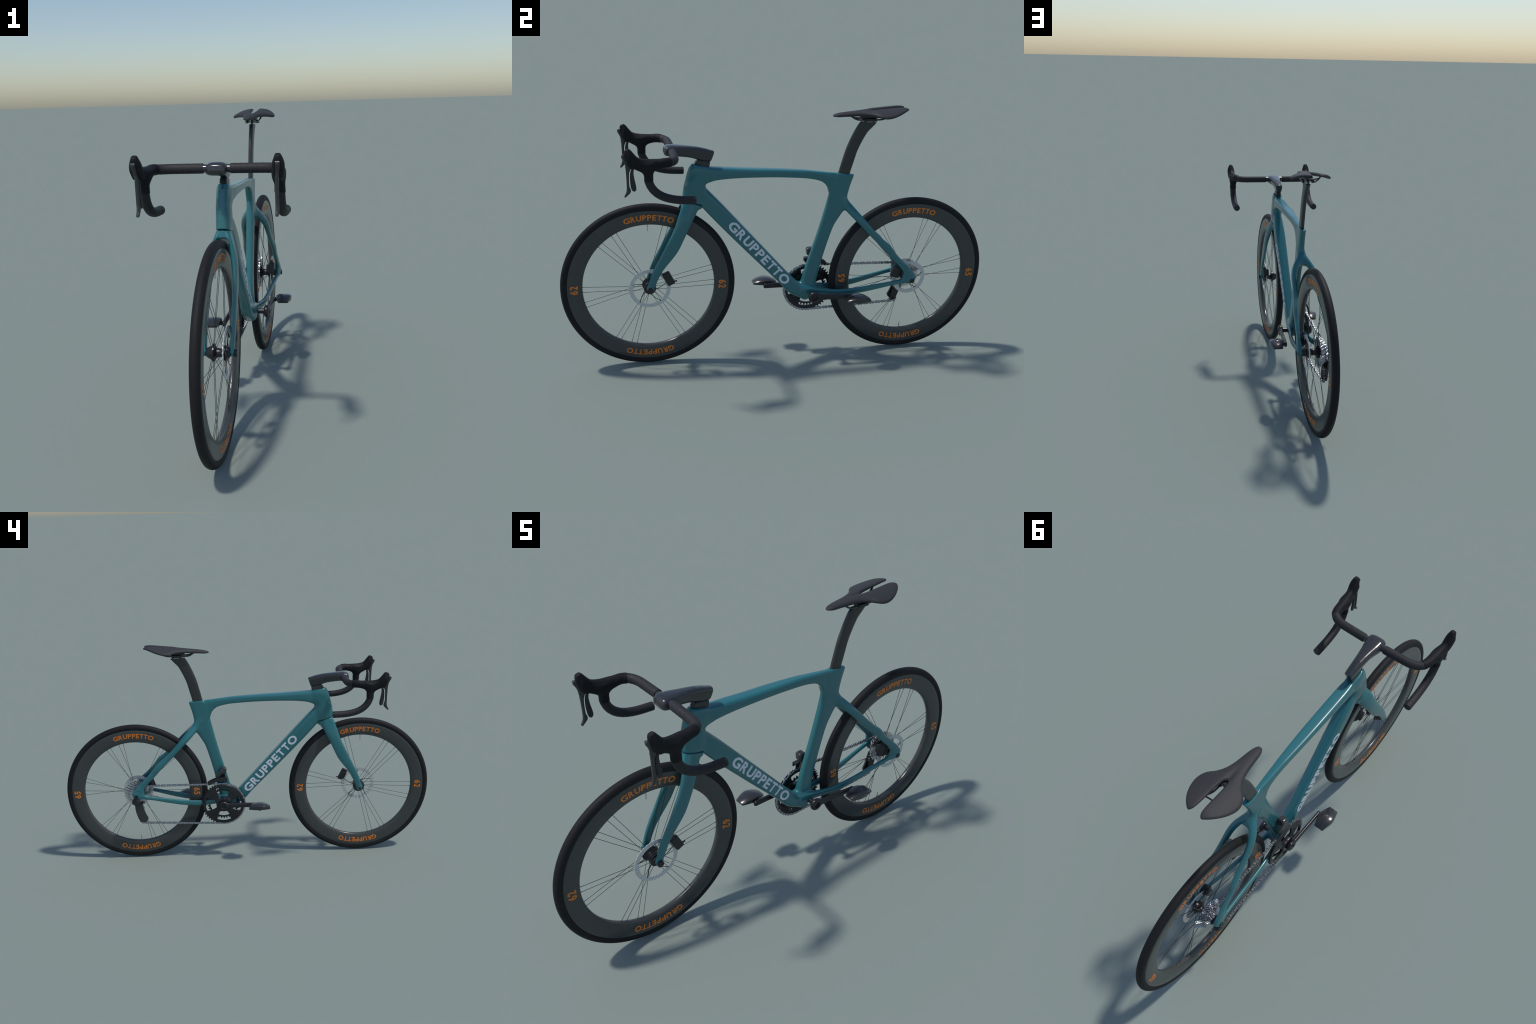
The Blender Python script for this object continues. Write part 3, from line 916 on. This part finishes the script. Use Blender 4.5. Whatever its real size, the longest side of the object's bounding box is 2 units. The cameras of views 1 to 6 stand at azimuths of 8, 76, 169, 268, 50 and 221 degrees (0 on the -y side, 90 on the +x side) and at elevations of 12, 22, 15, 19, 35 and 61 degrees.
def crank_arm(s, x_in, x_out, y_end, boss_r):
    """arm from the axle to the pedal, horizontal."""
    def f(x, y, z):
        x = x * s
        t = np.clip((y - CY) / (y_end - CY), 0, 1)
        xc = x_in + (x_out - x_in) * t**1.3
        half_z = np.interp(t, [0, 0.25, 0.8, 1], [0.0150, 0.0138, 0.0125, 0.0125])
        zc = CZ + 0.0015 * np.sin(t * np.pi)
        u, v = np.abs(z - zc) / half_z, np.abs(x - xc) / 0.0078
        beyond = np.where((y - CY) / (y_end - CY) < 0, np.abs(y - CY), np.where((y - y_end) / (y_end - CY) > 0, np.abs(y - y_end), 0)) / 0.0125
        q = (u**2.6 + v**2.6 + beyond**2.6 + 1e-9) ** (1 / 2.6)
        arm = (q - 1) * 0.008
        r = np.hypot(y - CY, z - CZ)
        e = np.clip(1 + (r - boss_r) / 0.009, 0, None)
        w = np.abs(x - x_in + 0.001) / 0.0105
        boss = ((e**2.2 + w**2.2 + 1e-9) ** (1 / 2.2) - 1) * 0.009
        g = smin(arm, boss, 0.006)
        hole = np.maximum(r - 0.0125, (x_in + 0.003) - x)
        return smax(g, -hole, 0.002)
    lo, hi = sorted((s * (x_in - 0.016), s * (x_out + 0.016)))
    y0, y1 = sorted((CY, y_end))
    implicit_object("crank_arm", f, (lo, min(y0, CY) - 0.035, CZ - 0.035), (hi, max(y1, CY) + 0.035, CZ + 0.035), 0.0022, DARKMETAL, crank, smooth=60)
    add("crank_bolt", *lathe_x([(s * (x_in - 0.004), 0.0115), (s * (x_in + 0.0005), 0.0115), (s * (x_in + 0.0006), 0.006), (s * (x_in - 0.003), 0.0055)], CY, CZ, 24), PLASTIC, crank)


crank_arm(1, 0.0725, 0.0835, CY + 0.196, 0.0275)
crank_arm(-1, 0.0830, 0.0845, CY - 0.196, 0.0255)

for s, py in ((1, CY + 0.196), (-1, CY - 0.196)):
    pedal = empty("pedal", bike)

    rings = []
    for u in (-1.0, -0.97, -0.72, -0.42, -0.14, 0.14, 0.42, 0.72, 0.97, 1.0):
        half = np.interp(abs(u), [0, 0.2, 1.0], [0.0350, 0.0345, 0.0225])
        top = 0.3450 - 0.0165 * abs(u) ** 2.2
        bot = 0.3180 + (0.0015 if abs(u) > 0.98 else 0)
        y, xc = py + 0.0570 * u, s * 0.1280
        rings.append([(xc - half * 0.94, y, bot), (xc - half, y, bot + 0.004), (xc - half, y, top - 0.0060), (xc - half * 0.72, y, top - 0.0008), (xc, y, top),
                      (xc + half * 0.72, y, top - 0.0008), (xc + half, y, top - 0.0060), (xc + half, y, bot + 0.004), (xc + half * 0.94, y, bot)])
    add("pedal_body", *rings_to_mesh(rings), GLOSS, pedal, 32)
    add("cleat_spring", *sweep([(s * 0.114, py, 0.3135), (s * 0.142, py, 0.3135)], 0.0066, 16), DARKMETAL, pedal)
    add("pedal_axle", *lathe_x([(s * 0.078, 0.0105), (s * 0.0895, 0.0105), (s * 0.092, 0.008), (s * 0.100, 0.008), (s * 0.101, 0.006)], py, CZ + 0.001, 20), DARKMETAL, pedal)

# ===================================================================== CASSETTE
cassette = empty("cassette", bike)
N_SPR = 11
SPR_R = np.linspace(0.0715, 0.0300, N_SPR)
SPR_X = np.linspace(-0.0125, -0.0520, N_SPR)
for i in range(N_SPR):
    r, x = SPR_R[i], SPR_X[i]
    teeth = int(round(2 * math.pi * r / 0.0152))
    add("sprocket", *ring_plate(toothed(r + 0.004, teeth, 0.0075, phase=0.0), max(r - 0.016, 0.0135), x - 0.0009, x + 0.0009, AXLE_Y, R_WHEEL), STEEL, cassette, 30)
add("sprocket_carrier", *lathe_x([(SPR_X[0], SPR_R[0] - 0.012), (SPR_X[-1], SPR_R[-1] - 0.006)], AXLE_Y, R_WHEEL, 60), STEEL, cassette)
add("lock_ring", *lathe_x([(-0.0530, 0.021), (-0.0560, 0.021), (-0.0565, 0.014)], AXLE_Y, R_WHEEL, 32), DARKMETAL, cassette)
add("freehub_body", *lathe_x([(-0.0115, 0.022), (-0.0525, 0.022)], AXLE_Y, R_WHEEL, 32), DARKMETAL, cassette)

# ===================================================================== CHAIN
SP = 6
PUL_X = -0.0510
sp_r, sp_x = SPR_R[SP] - 0.0005, SPR_X[SP]
UP, LOWP, PR = np.array([0.598, 0.3105]), np.array([0.583, 0.2395]), 0.0170


def tangent(c0, r0, s0, c1, r1, s1):
    """tangent points of a belt from circle 0 to circle 1; s = +1 when the belt turns counter-clockwise there."""
    d = np.asarray(c1) - c0
    L = np.linalg.norm(d)
    base = math.atan2(d[1], d[0])
    a = math.asin((s0 * r0 - s1 * r1) / L)
    n = np.array([math.sin(base + a), -math.cos(base + a)])
    return c0 + s0 * r0 * n, c1 + s1 * r1 * n


def arc(c, r, p, q, ccw):
    a, b = math.atan2(*(p - c)[::-1]), math.atan2(*(q - c)[::-1])
    if ccw and b < a:
        b += 2 * math.pi
    if not ccw and b > a:
        b -= 2 * math.pi
    return [c + r * np.array([math.cos(t), math.sin(t)]) for t in np.linspace(a, b, max(3, int(abs(b - a) * r / 0.002)))]


circles = [(np.array(CRANK), PITCH_R, +1, RING_X), (LOWP, PR, +1, PUL_X), (UP, PR, -1, PUL_X), (np.array([AXLE_Y, R_WHEEL]), sp_r, +1, sp_x)]
# seen with y right and z up the belt goes: ring bottom -> lower pulley -> upper pulley -> sprocket -> ring top
links_ = [tangent(circles[i][0], circles[i][1], circles[i][2], circles[(i + 1) % 4][0], circles[(i + 1) % 4][1], circles[(i + 1) % 4][2]) for i in range(4)]
path = []
for i in range(4):
    c, r, sg, x = circles[i]
    pin, pout = links_[i - 1][1], links_[i][0]
    for p in arc(c, r, pin, pout, sg > 0):
        path.append((x, p[0], p[1]))
    nx = circles[(i + 1) % 4][3]
    for t in np.linspace(0, 1, 40)[1:-1]:
        p = links_[i][0] * (1 - t) + links_[i][1] * t
        path.append((x * (1 - t) + nx * t, p[0], p[1]))
path = np.array(path + [path[0]])
seg = np.r_[0, np.cumsum(np.linalg.norm(np.diff(path, axis=0), axis=1))]
n_links = int(round(seg[-1] / 0.0152 / 2)) * 2
S = np.linspace(0, seg[-1], n_links + 1)
pins = np.stack([np.interp(S, seg, path[:, k]) for k in range(3)], 1)
parts = []
for i in range(n_links):
    a, b = pins[i], pins[i + 1]
    d = b - a
    L = np.linalg.norm(d[1:])
    ty, tz = d[1] / L, d[2] / L
    outer = i % 2 == 0
    prof = []
    rp = 0.0058 if outer else 0.0048
    for e, c in ((0, a), (1, b)):
        sg = 1 if e else -1
        for t in np.linspace(-1.9, 1.9, 7):
            prof.append((c, sg * rp * math.cos(t), sg * rp * math.sin(t)))
        prof.append(((a + b) / 2, 0, sg * rp * 0.55))
    for side in (1, -1):
        off = side * (0.0046 if outer else 0.0023)
        th = 0.0009
        n = len(prof)
        V = []
        for x, k in ((-th * side, 1.0), (0, 1.0), (th * side, 0.62)):
            for c, u, v in prof:
                V.append((c[0] + off + x, c[1] + (ty * u - tz * v) * k, c[2] + (tz * u + ty * v) * k))
        F = [tuple(range(n))[::-1], tuple(range(2 * n, 3 * n))]
        for m_ in (0, n):
            F += [(m_ + k, m_ + (k + 1) % n, m_ + n + (k + 1) % n, m_ + n + k) for k in range(n)]
        parts.append((V, F))
    parts.append(lathe_x([(a[0] - 0.0052, 0.0021), (a[0] - 0.0024, 0.0021), (a[0] - 0.0023, 0.0040), (a[0] + 0.0023, 0.0040), (a[0] + 0.0024, 0.0021), (a[0] + 0.0052, 0.0021)], a[1], a[2], 10))
chain = add("chain", *merge(parts), CHAIN, bike, 40)
chain["kind"] = "stuff"

# ===================================================================== DERAILLEURS
fd = empty("front_derailleur", bike)
bevelled(add("derailleur_motor", *rounded_box((-0.0365, 0.1345, 0.5105), (0.034, 0.033, 0.038), 0.10), GLOSS, fd), 0.009, 5)
bevelled(add("derailleur_link", *rounded_box((-0.0500, 0.1560, 0.4950), (0.012, 0.022, 0.054), 0.75), GLOSS, fd), 0.0055, 4)
cage_c = [(0.114, 0.4630), (0.135, 0.4640), (0.160, 0.4630), (0.185, 0.4560), (0.205, 0.4470), (0.219, 0.4370)]
cc = spline([(y, z, 0) for y, z in cage_c], 16)[:, :2]
nrm = np.gradient(cc, axis=0)
nrm = np.stack([-nrm[:, 1], nrm[:, 0]], 1) / np.linalg.norm(nrm, axis=1)[:, None]
cage_outline = [tuple(p) for p in cc + nrm * 0.0105] + [tuple(p) for p in (cc - nrm * np.linspace(0.0115, 0.007, 16)[:, None])[::-1]]
for x in (-0.0590, -0.0395):
    bevelled(add("derailleur_cage_plate", *plate(cage_outline, x - 0.0015, x + 0.0015), PLASTIC, fd), 0.0008, 2)
add("derailleur_cage_bridge", *plate([tuple(p) for p in cc[:9] + nrm[:9] * 0.0100] + [tuple(p) for p in (cc[:9] + nrm[:9] * 0.0065)[::-1]], -0.0577, -0.0408), PLASTIC, fd)
bevelled(add("derailleur_mount", *rounded_box((-0.0190, 0.1380, 0.4850), (0.020, 0.020, 0.060), -0.25), PLASTIC, fd), 0.002)

rd = empty("rear_derailleur", bike)
cage = [(0.626, 0.340), (0.622, 0.347), (0.600, 0.349), (0.586, 0.345), (0.578, 0.318), (0.566, 0.284), (0.557, 0.266), (0.558, 0.257), (0.567, 0.2445), (0.598, 0.2375), (0.604, 0.243), (0.614, 0.268), (0.621, 0.292), (0.625, 0.315)]
cage = [(y, z - 0.008) for y, z in cage]
bevelled(add("derailleur_cage_plate", *plate(cage, -0.0660, -0.0580), CARBON, rd), 0.003)
inner_cage = [(0.612, 0.338), (0.588, 0.338), (0.568, 0.262), (0.578, 0.243), (0.596, 0.243), (0.612, 0.300)]
inner_cage = [(y, z - 0.007) for y, z in inner_cage]
bevelled(add("derailleur_cage_plate", *plate(inner_cage, -0.0440, -0.0410), PLASTIC, rd), 0.0008, 2)
for c in (UP, LOWP):
    add("pulley", *ring_plate(toothed(PR + 0.003, 11, 0.006), 0.004, PUL_X - 0.0016, PUL_X + 0.0016, c[0], c[1]), PLASTIC, rd, 30)
    add("pulley_bolt", *lathe_x([(-0.0600, 0.0042), (-0.0410, 0.0042)], c[0], c[1], 12), DARKMETAL, rd)
body = [(0.606, 0.376), (0.622, 0.379), (0.635, 0.371), (0.639, 0.350), (0.620, 0.338), (0.598, 0.343), (0.595, 0.360)]
bevelled(add("derailleur_hanger", *plate([(0.603, 0.398), (0.617, 0.399), (0.626, 0.368), (0.608, 0.364)], -0.0880, -0.0800), PLASTIC, rd), 0.003, 3)
bevelled(add("derailleur_body", *plate(body, -0.0900, -0.0640), PLASTIC, rd), 0.006, 4)
add("derailleur_bolt", *lathe_x([(-0.074, 0.0105), (-0.0935, 0.0105), (-0.0945, 0.009), (-0.0945, 0.006), (-0.0925, 0.0055)], 0.611, 0.391, 24), DARKMETAL, rd)

# ===================================================================== BRAKE CALIPERS
def caliper(center, length, width, x0, x1, tilt, fitting):
    c = empty("brake_caliper", bike)
    bevelled(add("caliper_body", *rounded_box(((x0 + x1) / 2, center[0], center[1]), (x1 - x0, width, length), tilt), PLASTIC, c), 0.007, 4)
    bevelled(add("caliper_piston_housing", *rounded_box((x0 - 0.004, center[0], center[1]), (0.022, width * 0.72, length * 0.62), tilt), DARKMETAL, c), 0.004, 3)
    add("hose_fitting", *sweep(fitting, 0.0035, 12), DARKMETAL, c)


caliper((-0.5315, 0.437), 0.066, 0.035, 0.034, 0.053, 0.47, [(0.042, -0.513, 0.421), (0.042, -0.494, 0.424)])
caliper((0.5440, 0.4235), 0.058, 0.044, 0.0385, 0.0600, -0.30, [(0.044, 0.548, 0.445), (0.046, 0.552, 0.462)])
